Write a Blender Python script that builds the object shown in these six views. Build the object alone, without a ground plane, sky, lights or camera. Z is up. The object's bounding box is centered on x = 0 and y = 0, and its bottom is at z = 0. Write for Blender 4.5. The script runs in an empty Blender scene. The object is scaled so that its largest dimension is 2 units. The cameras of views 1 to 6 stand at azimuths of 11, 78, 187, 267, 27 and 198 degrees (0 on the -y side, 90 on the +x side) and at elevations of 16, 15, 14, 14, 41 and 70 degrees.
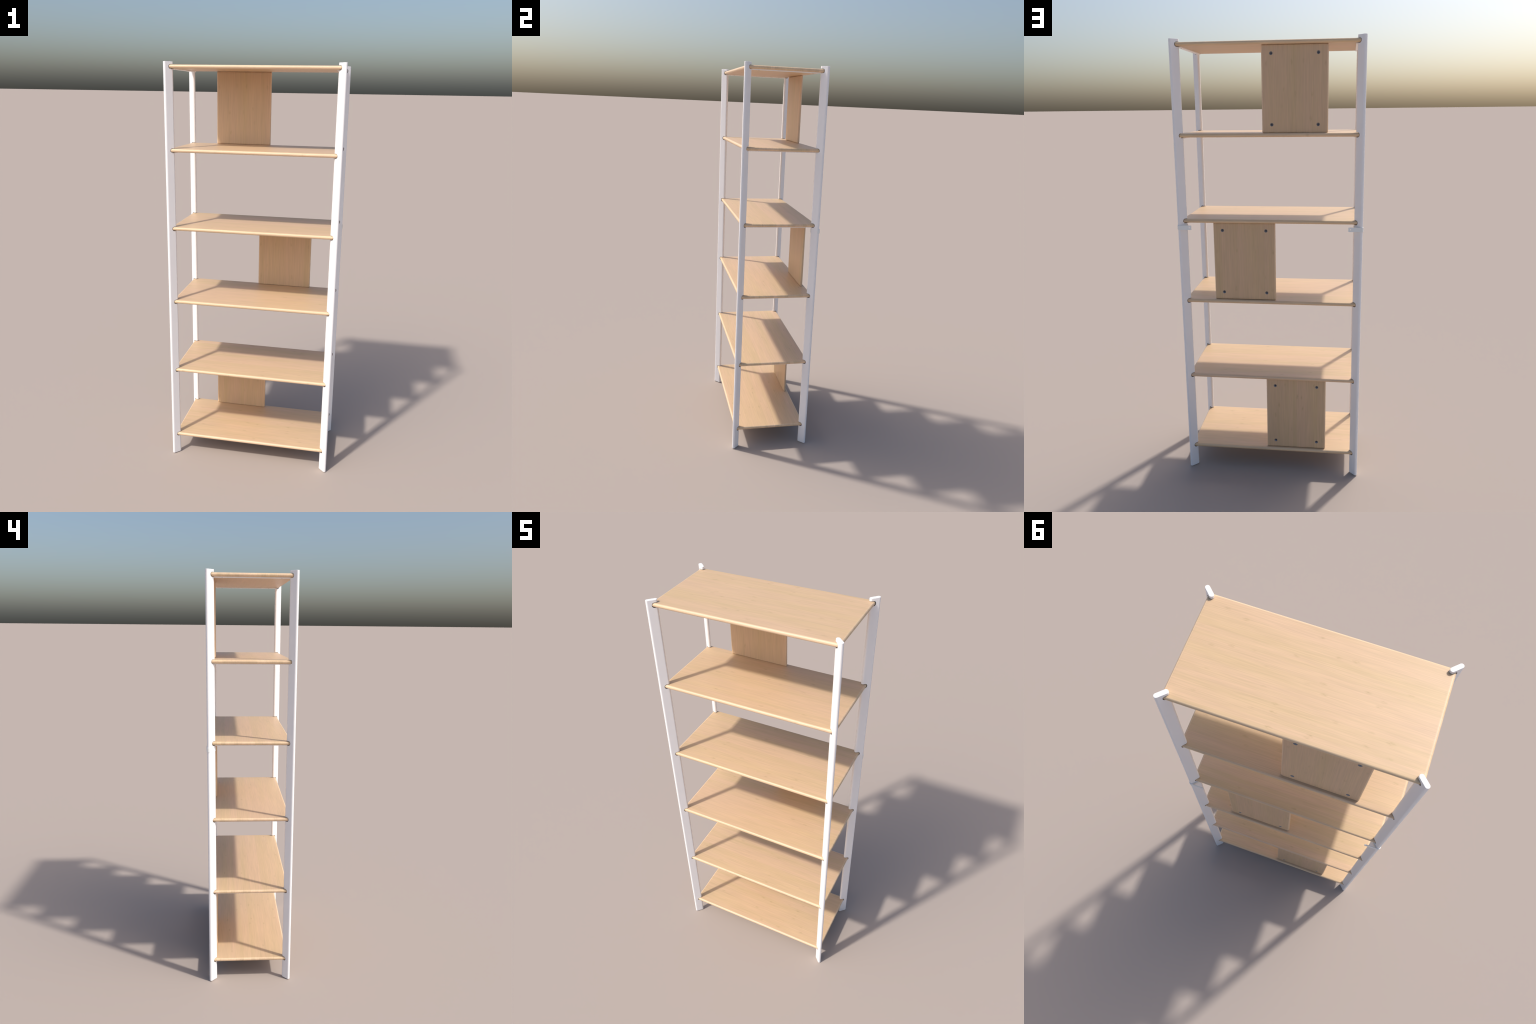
"""Tall open bookshelf: six bamboo shelves slotted into four white diagonal
uprights, three bamboo back panels, steel support bars and two wall brackets."""
import bpy, bmesh, math
from mathutils import Vector, Matrix

# ------------------------------------------------------------------ sizes (m)
HEIGHT = 2.0
Y_MID = -0.00125                 # centre line of the frame
SHELF_Z = [1.9785 - 0.374 * i for i in range(6)]
SHELF_T = 0.0164                 # shelf thickness
NOSE = math.radians(80)          # half angle of the rounded edge; leaves a crisp arris
SHELF_A, SHELF_B = 0.3953, 0.1913 # half length, half depth
SHELF_CUT = 0.5757               # |x| + |y| on the cut corners
POST_X, POST_Y = 0.39065, 0.18615
POST_HALF, POST_R = 0.0232, 0.0080
SLOT_GAP = 0.0026
SLOT_DROP = 0.0004               # slots sit a little low, the shelf rests on its bars
BAR_X0, BAR_X1, BAR_T, BAR_HALF_Y = 0.3650, 0.3830, 0.0043, 0.1690
PANEL_W, PANEL_Y0, PANEL_Y1 = 0.280, 0.1625, 0.1762
PANEL_X = {0: -0.1147, 2: 0.1147, 4: -0.1147}   # key: shelf above the panel

scene = bpy.context.scene
coll = scene.collection


# ------------------------------------------------------------------ materials
class Nodes:
    """Thin helper for writing node trees as expressions."""
    def __init__(self, name):
        self.mat = bpy.data.materials.new(name)
        self.mat.use_nodes = True
        self.nt = self.mat.node_tree
        self.bsdf = self.nt.nodes["Principled BSDF"]

    def new(self, kind, **props):
        n = self.nt.nodes.new(kind)
        for k, v in props.items():
            setattr(n, k, v)
        return n

    def put(self, sock, val):
        if isinstance(val, bpy.types.NodeSocket):
            self.nt.links.new(val, sock)
        else:
            sock.default_value = val

    def math(self, op, a, b=0.0, c=0.0, clamp=False):
        n = self.new("ShaderNodeMath", operation=op, use_clamp=clamp)
        for i, v in enumerate((a, b, c)):
            self.put(n.inputs[i], v)
        return n.outputs[0]

    def mix(self, f, a, b, blend="MIX"):
        n = self.new("ShaderNodeMix", data_type="RGBA", blend_type=blend)
        self.put(n.inputs[0], f)
        self.put(n.inputs[6], a)
        self.put(n.inputs[7], b)
        return n.outputs[2]

    def combine(self, x, y, z):
        n = self.new("ShaderNodeCombineXYZ")
        for i, v in enumerate((x, y, z)):
            self.put(n.inputs[i], v)
        return n.outputs[0]

    def noise(self, vec, scale=1.0, detail=2.0, rough=0.5):
        n = self.new("ShaderNodeTexNoise")
        self.put(n.inputs["Vector"], vec)
        n.inputs["Scale"].default_value = scale
        n.inputs["Detail"].default_value = detail
        n.inputs["Roughness"].default_value = rough
        return n.outputs["Fac"]

    def ramp(self, fac, lo, hi):
        n = self.new("ShaderNodeMapRange", clamp=True)
        self.put(n.inputs[0], fac)
        n.inputs[1].default_value = lo
        n.inputs[2].default_value = hi
        return n.outputs[0]


def bamboo(name, along, across, depth, yellow=(0.594, 0.419, 0.242, 1), pink=(0.620, 0.422, 0.270, 1)):
    """Laminated bamboo. along/across/depth name the object axes."""
    m = Nodes(name)
    tc = m.new("ShaderNodeTexCoord")
    sep = m.new("ShaderNodeSeparateXYZ")
    m.put(sep.inputs[0], tc.outputs["Object"])
    info = m.new("ShaderNodeObjectInfo")
    seed = m.math("MULTIPLY", info.outputs["Random"], 37.0)
    u = m.math("ADD", sep.outputs[along], seed)            # along the grain
    v = m.math("ADD", sep.outputs[across], m.math("MULTIPLY", seed, 0.31))
    w = sep.outputs[depth]

    # laminated staves about 19 mm wide
    stave = m.math("FLOOR", m.math("DIVIDE", v, 0.0195))
    wn = m.new("ShaderNodeTexWhiteNoise", noise_dimensions="1D")
    m.put(wn.inputs["W"], stave)
    tone = wn.outputs[0]
    # end grain shows on the faces across the grain
    sepn = m.new("ShaderNodeSeparateXYZ")
    m.put(sepn.inputs[0], tc.outputs["Normal"])
    end = m.ramp(m.math("ABSOLUTE", sepn.outputs[along]), 0.35, 0.8)

    # broad drift of hue, fibre streaks at two scales
    drift = m.noise(m.combine(m.math("MULTIPLY", u, 1.2), m.math("MULTIPLY", v, 14.0), w), 1.0, 2.0)
    streak = m.noise(m.combine(m.math("MULTIPLY", u, 7.0), m.math("MULTIPLY", v, 300.0),
                               m.math("MULTIPLY", w, 90.0)), 1.0, 3.0, 0.6)
    fibre = m.noise(m.combine(m.math("MULTIPLY", u, 14.0), m.math("MULTIPLY", v, 900.0),
                              m.math("MULTIPLY", w, 400.0)), 1.0, 2.0)

    hue_mix = m.ramp(m.math("ADD", m.math("MULTIPLY", tone, 0.20), drift), 0.40, 0.78)
    col = m.mix(hue_mix, yellow, pink)

    val = m.math("MULTIPLY", m.math("SUBTRACT", tone, 0.5), m.math("ADD", 0.02, m.math("MULTIPLY", end, 0.16)))
    val = m.math("ADD", val, m.math("MULTIPLY", m.math("SUBTRACT", streak, 0.5), 0.34))
    val = m.math("ADD", val, m.math("MULTIPLY", m.math("SUBTRACT", fibre, 0.5), 0.16))
    patch = m.noise(m.combine(m.math("MULTIPLY", u, 6.0), m.math("MULTIPLY", v, 55.0),
                              m.math("MULTIPLY", w, 20.0)), 1.0, 3.0, 0.55)
    val = m.math("ADD", val, m.math("MULTIPLY", m.math("SUBTRACT", patch, 0.5), 0.14))
    val = m.math("ADD", val, 1.015)
    hsv = m.new("ShaderNodeHueSaturation")
    m.put(hsv.inputs["Value"], val)
    m.put(hsv.inputs["Color"], col)
    col = hsv.outputs[0]

    # culm nodes: small short darker flecks, sparse
    vor = m.new("ShaderNodeTexVoronoi", feature="F1")
    m.put(vor.inputs["Vector"], m.combine(m.math("MULTIPLY", u, 17.0), m.math("MULTIPLY", v, 40.0), 0.0))
    vor.inputs["Scale"].default_value = 1.0
    sepc = m.new("ShaderNodeSeparateColor")
    m.put(sepc.inputs[0], vor.outputs["Color"])
    there = m.math("GREATER_THAN", sepc.outputs[0], 0.62)
    spot = m.math("SUBTRACT", 1.0, m.ramp(vor.outputs["Distance"], 0.02, 0.26))
    ragged = m.ramp(m.noise(m.combine(m.math("MULTIPLY", u, 70.0), m.math("MULTIPLY", v, 330.0), w), 1.0, 2.0), 0.35, 0.7)
    fleck = m.math("MULTIPLY", m.math("MULTIPLY", spot, there), ragged)
    col = m.mix(m.math("MULTIPLY", fleck, 0.70), col, (0.36, 0.25, 0.12, 1))

    m.put(m.bsdf.inputs["Base Color"], col)
    m.put(m.bsdf.inputs["Roughness"], m.math("ADD", 0.40, m.math("MULTIPLY", streak, 0.08)))
    m.bsdf.inputs["Specular IOR Level"].default_value = 0.42
    bump = m.new("ShaderNodeBump")
    bump.inputs["Strength"].default_value = 0.06
    bump.inputs["Distance"].default_value = 0.0006
    m.put(bump.inputs["Height"], streak)
    m.put(m.bsdf.inputs["Normal"], bump.outputs[0])
    return m.mat


def coated(name, colour, rough, metallic=0.0, grain=0.02):
    """Powder-coated or bare metal with a faint orange-peel texture."""
    m = Nodes(name)
    tc = m.new("ShaderNodeTexCoord")
    n = m.noise(tc.outputs["Object"], 420.0, 2.0)
    dark = tuple(c * (1 - grain) for c in colour) + (1,)
    m.put(m.bsdf.inputs["Base Color"], m.mix(n, dark, tuple(colour) + (1,)))
    m.bsdf.inputs["Roughness"].default_value = rough
    m.bsdf.inputs["Metallic"].default_value = metallic
    bump = m.new("ShaderNodeBump")
    bump.inputs["Strength"].default_value = 0.03
    bump.inputs["Distance"].default_value = 0.0003
    m.put(bump.inputs["Height"], n)
    m.put(m.bsdf.inputs["Normal"], bump.outputs[0])
    return m.mat


WOOD_SHELF = bamboo("bamboo_shelf", 0, 1, 2)
WOOD_PANEL = bamboo("bamboo_panel", 2, 0, 1)
# rounded edges get a paler, creamier tone than the flat faces
PALE = dict(yellow=(0.695, 0.508, 0.310, 1), pink=(0.725, 0.514, 0.342, 1))
SHELF_EDGE = bamboo("bamboo_shelf_edge", 0, 1, 2, **PALE)
PANEL_EDGE = bamboo("bamboo_panel_edge", 2, 0, 1, **PALE)
WHITE = coated("white_powder_coat", (0.93, 0.915, 0.915), 0.38)
BRACKET = coated("pale_grey_steel", (0.88, 0.895, 0.875), 0.42)
STEEL = coated("dark_zinc_screw", (0.27, 0.27, 0.29), 0.40, 0.35, 0.1)
SLOT_DARK = coated("near_black_slot_faces", (0.035, 0.035, 0.035), 0.7)
RECESS = coated("screw_recess", (0.02, 0.02, 0.025), 0.6)


# ------------------------------------------------------------------ mesh tools
def mesh_from(name, verts, faces, mats):
    me = bpy.data.meshes.new(name)
    me.from_pydata([tuple(v) for v in verts], [], faces)
    bm = bmesh.new()
    bm.from_mesh(me)
    bmesh.ops.recalc_face_normals(bm, faces=bm.faces)
    bm.to_mesh(me)
    bm.free()
    for mt in mats:
        me.materials.append(mt)
    return me


def loft(rings):
    """Closed rings of equal length -> capped tube."""
    n = len(rings[0])
    verts = [p for r in rings for p in r]
    faces = []
    for k in range(len(rings) - 1):
        for i in range(n):
            j = (i + 1) % n
            faces.append((k * n + i, k * n + j, (k + 1) * n + j, (k + 1) * n + i))
    faces.append(tuple(reversed(range(n))))
    faces.append(tuple(range((len(rings) - 1) * n, len(rings) * n)))
    return verts, faces


def finish(me, cutter=None, angle=38, bevel=0.0, solver="EXACT"):
    """Boolean-cut, bevel and give the mesh area-weighted smooth normals."""
    ob = bpy.data.objects.new("work", me)
    coll.objects.link(ob)
    cut_ob = None
    if bevel:
        b = ob.modifiers.new("b", "BEVEL")
        b.width, b.segments, b.limit_method = bevel, 4, "ANGLE"
    if cutter is not None:
        cut_ob = bpy.data.objects.new("cut", cutter)
        coll.objects.link(cut_ob)
        c = ob.modifiers.new("c", "BOOLEAN")
        c.operation, c.object, c.solver = "DIFFERENCE", cut_ob, solver
        c.material_mode = "TRANSFER"
    dg = bpy.context.evaluated_depsgraph_get()
    m1 = bpy.data.meshes.new_from_object(ob.evaluated_get(dg), depsgraph=dg)
    ob.modifiers.clear()
    ob.data = m1
    for p in m1.polygons:
        p.use_smooth = True
    m1.set_sharp_from_angle(angle=math.radians(angle))
    w = ob.modifiers.new("w", "WEIGHTED_NORMAL")
    w.keep_sharp, w.weight = True, 100
    dg = bpy.context.evaluated_depsgraph_get()
    m2 = bpy.data.meshes.new_from_object(ob.evaluated_get(dg), depsgraph=dg)
    name = me.name
    bpy.data.objects.remove(ob)
    if cut_ob:
        bpy.data.objects.remove(cut_ob)
        bpy.data.meshes.remove(cutter)
    bpy.data.meshes.remove(m1)
    bpy.data.meshes.remove(me)
    m2.name = name
    return m2


def place(name, me, parent, loc=(0, 0, 0), rot_z=0.0):
    ob = bpy.data.objects.new(name, me)
    ob.location = loc
    ob.rotation_euler = (0, 0, rot_z)
    ob.parent = parent
    coll.objects.link(ob)
    return ob


# ------------------------------------------------------------------ shelf
def shelf_outline(d):
    """Rectangle with cut corners, moved inwards by d."""
    a, b, c = SHELF_A - d, SHELF_B - d, SHELF_CUT - d * math.sqrt(2)
    q = [(a, c - a), (c - b, b)]
    pts = []
    pts += [(x, y) for x, y in q]
    pts += [(-x, y) for x, y in reversed(q)]
    pts += [(-x, -y) for x, y in q]
    pts += [(x, -y) for x, y in reversed(q)]
    return pts


def make_shelf():
    half = SHELF_T / 2
    r = half / math.sin(NOSE)
    bulge = r * (1 - math.cos(NOSE))
    rings = [[(x, y, -half) for x, y in shelf_outline(bulge + 0.004)]]
    n = 14
    for k in range(n + 1):
        t = NOSE * (2 * k / n - 1)
        rings.append([(x, y, r * math.sin(t)) for x, y in shelf_outline(r * (1 - math.cos(t)))])
    rings.append([(x, y, half) for x, y in shelf_outline(bulge + 0.004)])
    v, f = loft(rings)
    me = mesh_from("shelf", v, f, [WOOD_SHELF, SHELF_EDGE])
    for p in me.polygons:
        p.material_index = 1 if abs(p.normal.z) < 0.97 else 0
    return finish(me, angle=24)


# ------------------------------------------------------------------ upright
def stadium(half, r, n=14, flat=0.0):
    """Long axis on local x; rounded ends."""
    pts = []
    for k in range(n + 1):
        t = -math.pi / 2 + math.pi * k / n
        pts.append((half - r + r * math.cos(t), r * math.sin(t)))
    for k in range(n + 1):
        t = math.pi / 2 + math.pi * k / n
        pts.append((-half + r + r * math.cos(t), r * math.sin(t)))
    return pts


def make_upright():
    """Local +x points outwards along the diagonal of the corner."""
    e = 0.0014
    rings = []
    for z, d in ((0.0, e), (e * 0.3, e * 0.3), (e, 0.0), (HEIGHT - e, 0.0), (HEIGHT - e * 0.3, e * 0.3), (HEIGHT, e)):
        rings.append([(x, y, z) for x, y in stadium(POST_HALF - d, POST_R - d)])
    v, f = loft(rings)
    post = mesh_from("upright", v, f, [WHITE, SLOT_DARK])
    # slots: open towards the shelf, half-round at the closed end
    rs = SHELF_T / 2 + SLOT_GAP
    end = SHELF_CUT / math.sqrt(2) + SLOT_GAP - (POST_X + POST_Y) / math.sqrt(2)
    cv, cf = [], []
    for zc in (z - SLOT_DROP for z in SHELF_Z):
        prof = [(-0.05, zc - rs)]
        for k in range(17):
            t = -math.pi / 2 + math.pi * k / 16
            prof.append((end - rs + rs * math.cos(t), zc + rs * math.sin(t)))
        prof.append((-0.05, zc + rs))
        v, f = loft([[(x, -0.03, z) for x, z in prof], [(x, 0.03, z) for x, z in prof]])
        o = len(cv)
        cv += v
        cf += [tuple(i + o for i in face) for face in f]
    cut = mesh_from("cut", cv, cf, [WHITE, SLOT_DARK])
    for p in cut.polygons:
        p.material_index = 1         # cut faces take the near-black slot material
    return finish(post, cut, angle=35)


# ------------------------------------------------------------------ support bar
def box(x0, x1, y0, y1, z0, z1):
    v = [(x, y, z) for z in (z0, z1) for y in (y0, y1) for x in (x0, x1)]
    f = [(0, 1, 3, 2), (4, 5, 7, 6), (0, 1, 5, 4), (2, 3, 7, 6), (0, 2, 6, 4), (1, 3, 7, 5)]
    return v, f


def make_bar():
    w = (BAR_X1 - BAR_X0) / 2
    v, f = box(-w, w, -BAR_HALF_Y, BAR_HALF_Y, -BAR_T, 0.0015)
    return finish(mesh_from("support_bar", v, f, [WHITE]), bevel=0.0012)


def disc_stack(name, prof, mats, n=24, mat_of=None):
    """Lathe about local z; prof is a list of (radius, z)."""
    verts, faces = [], []
    for r, z in prof:
        verts += [(r * math.cos(2 * math.pi * i / n), r * math.sin(2 * math.pi * i / n), z) for i in range(n)]
    for k in range(len(prof) - 1):
        for i in range(n):
            j = (i + 1) % n
            faces.append((k * n + i, k * n + j, (k + 1) * n + j, (k + 1) * n + i))
    faces.append(tuple(reversed(range(n))))
    faces.append(tuple(range((len(prof) - 1) * n, len(prof) * n)))
    return mesh_from(name, verts, faces, mats)


def make_bar_screw():
    me = disc_stack("bar_screw", [(0.0024, 0.0), (0.0024, -0.0004), (0.0018, -0.0008)], [STEEL])
    return finish(me, angle=30)


# ------------------------------------------------------------------ back panel
PANEL_H = 0.374 - SHELF_T - 0.0006
SCREW_DX, SCREW_DZ = 0.0982, 0.1440


def make_panel():
    """Upright board with rounded edges, drilled for four sunk screws."""
    t = (PANEL_Y1 - PANEL_Y0) / 2
    a, b = PANEL_W / 2, PANEL_H / 2
    rings = []
    steps = [-90 + 180 * k / 14 for k in range(15)]
    for deg in [None] + steps + [None]:
        if deg is None:
            d, y = t + 0.004, (-t if not rings else t)
        else:
            d, y = t * (1 - math.cos(math.radians(deg))), t * math.sin(math.radians(deg))
        c = 0.003                                  # eased corners
        q = [(a - d, b - d - c), (a - d - c, b - d)]
        out = q + [(-x, z) for x, z in reversed(q)] + [(-x, -z) for x, z in q] + [(x, -z) for x, z in reversed(q)]
        rings.append([(x, y, z) for x, z in out])
    v, f = loft(rings)
    me = mesh_from("back_panel", v, f, [WOOD_PANEL, PANEL_EDGE])
    for p in me.polygons:
        p.material_index = 1 if abs(p.normal.y) < 0.97 else 0
    cv, cf = [], []
    n = 24
    for sx in (-1, 1):
        for sz in (-1, 1):
            rings = []
            for y, r in ((t + 0.002, 0.0072), (t - 0.0004, 0.0072), (t - 0.0052, 0.0036)):
                rings.append([(sx * SCREW_DX + r * math.cos(2 * math.pi * i / n), y,
                               sz * SCREW_DZ + r * math.sin(2 * math.pi * i / n)) for i in range(n)])
            a, b = loft(rings)
            o = len(cv)
            cv += a
            cf += [tuple(i + o for i in face) for face in b]
    return finish(me, mesh_from("cut", cv, cf, [WOOD_PANEL]), angle=40)


def make_screw():
    """Sunk screw: flared steel cup with a cross-slotted head. Faces +y."""
    n = 24
    prof = [(0.0070, 0.0004), (0.0067, 0.0003), (0.0030, -0.0042), (0.0026, -0.0042),
            (0.0022, -0.0038), (0.0010, -0.0038)]
    verts, faces, mi = [], [], []
    for r, y in [(0.0071, -0.0004)] + prof:
        verts += [(r * math.cos(2 * math.pi * i / n), y, r * math.sin(2 * math.pi * i / n)) for i in range(n)]
    for k in range(len(prof)):
        for i in range(n):
            j = (i + 1) % n
            faces.append((k * n + i, k * n + j, (k + 1) * n + j, (k + 1) * n + i))
            mi.append(0)
    faces.append(tuple(range(len(prof) * n, (len(prof) + 1) * n)))
    mi.append(1)
    # cross recess: two thin dark bars just proud of the head
    for lx, lz in ((0.0036, 0.0008), (0.0008, 0.0036)):
        y = -0.0030 if lx > lz else -0.0029
        v, f = box(-lx, lx, -0.0038, y, -lz, lz)
        o = len(verts)
        verts += v
        for face in f:
            faces.append(tuple(i + o for i in face))
            mi.append(1)
    me = bpy.data.meshes.new("screw")
    me.from_pydata(verts, [], faces)
    me.materials.append(STEEL)
    me.materials.append(RECESS)
    for p, m in zip(me.polygons, mi):
        p.material_index = m
    bm = bmesh.new()
    bm.from_mesh(me)
    bmesh.ops.recalc_face_normals(bm, faces=bm.faces)
    bm.to_mesh(me)
    bm.free()
    return finish(me, angle=25)


# ------------------------------------------------------------------ wall bracket
def ribbon(path, thick, z0, z1):
    """Sheet-metal strip following a plan-view path."""
    left, right = [], []
    n = len(path)
    for i, p in enumerate(path):
        p = Vector(p)
        d0 = (p - Vector(path[i - 1])).normalized() if i else None
        d1 = (Vector(path[i + 1]) - p).normalized() if i < n - 1 else None
        d = ((d0 or d1) + (d1 or d0)).normalized()
        nrm = Vector((-d.y, d.x))
        k = 1.0
        if d0 and d1:
            k = 1.0 / max(0.5, math.cos(d0.angle(d1) / 2))
        left.append(p + nrm * thick / 2 * k)
        right.append(p - nrm * thick / 2 * k)
    ring = left + right[::-1]
    return loft([[(q.x, q.y, z0) for q in ring], [(q.x, q.y, z1) for q in ring]])


def make_bracket(side):
    """Clip that hugs a rear upright, with a drilled flange facing the wall.
    Origin: axis of the upright. side = +1 right, -1 left."""
    th = 0.0020
    off = th / 2 + 0.0004
    s2 = math.sqrt(0.5)
    r = POST_R + off
    h = POST_HALF - POST_R

    def plan(s, t):          # s outwards along the diagonal, t towards the wall
        return (side * (s * s2 - t * s2), s * s2 + t * s2)

    hug = []
    for k in range(13):      # inner tip, starting on the front side
        a = math.radians(250 - 160 * k / 12)
        hug.append((-h + r * math.cos(a), r * math.sin(a)))
    for k in range(13):      # outer tip
        a = math.radians(90 - 160 * k / 12)
        hug.append((h + r * math.cos(a), r * math.sin(a)))
    v1, f1 = ribbon([plan(*p) for p in hug], th, -0.0097, 0.0097)
    yb = 0.2060 - (POST_Y + Y_MID) - th / 2
    xo = POST_X
    flange = [(side * (0.3470 - xo), yb), (side * (0.4046 - xo), yb),
              (side * (0.4092 - xo), yb - 0.0040), (side * (0.4100 - xo), yb - 0.0062)]
    v2, f2 = ribbon(flange, th, -0.00965, 0.00965)
    o = len(v1)
    me = mesh_from("wall_bracket", v1 + v2, f1 + [tuple(i + o for i in f) for f in f2], [BRACKET])
    n = 20
    hole = [[(side * (0.3566 - xo) + 0.0024 * math.cos(2 * math.pi * i / n), y,
              0.0024 * math.sin(2 * math.pi * i / n)) for i in range(n)] for y in (yb - 0.006, yb + 0.006)]
    v, f = loft(hole)
    return finish(me, mesh_from("cut", v, f, []), angle=30)


# ------------------------------------------------------------------ assembly
root = bpy.data.objects.new("bookshelf", None)
root["label"] = "tall open bookshelf with six bamboo shelves and white metal uprights"
root["category"] = "bookshelf"
coll.objects.link(root)

shelf_me = make_shelf()
for z in SHELF_Z:
    place("shelf", shelf_me, root, (0, Y_MID, z))

post_me = make_upright()
for sx in (-1, 1):
    for sy in (-1, 1):
        place("upright", post_me, root, (sx * POST_X, Y_MID + sy * POST_Y, 0),
              math.atan2(sy, sx))

bar_me, bar_screw_me = make_bar(), make_bar_screw()
for z in SHELF_Z:
    for sx in (-1, 1):
        bar = place("support_bar", bar_me, root,
                    (sx * (BAR_X0 + BAR_X1) / 2, Y_MID, z - SHELF_T / 2))
        for sy in (-1, 1):
            place("bar_screw", bar_screw_me, bar, (0, sy * 0.131, -BAR_T))

panel_me, screw_me = make_panel(), make_screw()
for i, x in PANEL_X.items():
    panel = place("back_panel", panel_me, root,
                  (x, (PANEL_Y0 + PANEL_Y1) / 2, SHELF_Z[i] - 0.374 / 2))
    for sx in (-1, 1):
        for sz in (-1, 1):
            place("screw", screw_me, panel,
                  (sx * SCREW_DX, (PANEL_Y1 - PANEL_Y0) / 2, sz * SCREW_DZ))

for side in (-1, 1):
    place("wall_bracket", make_bracket(side), root, (side * POST_X, Y_MID + POST_Y, 1.2033))
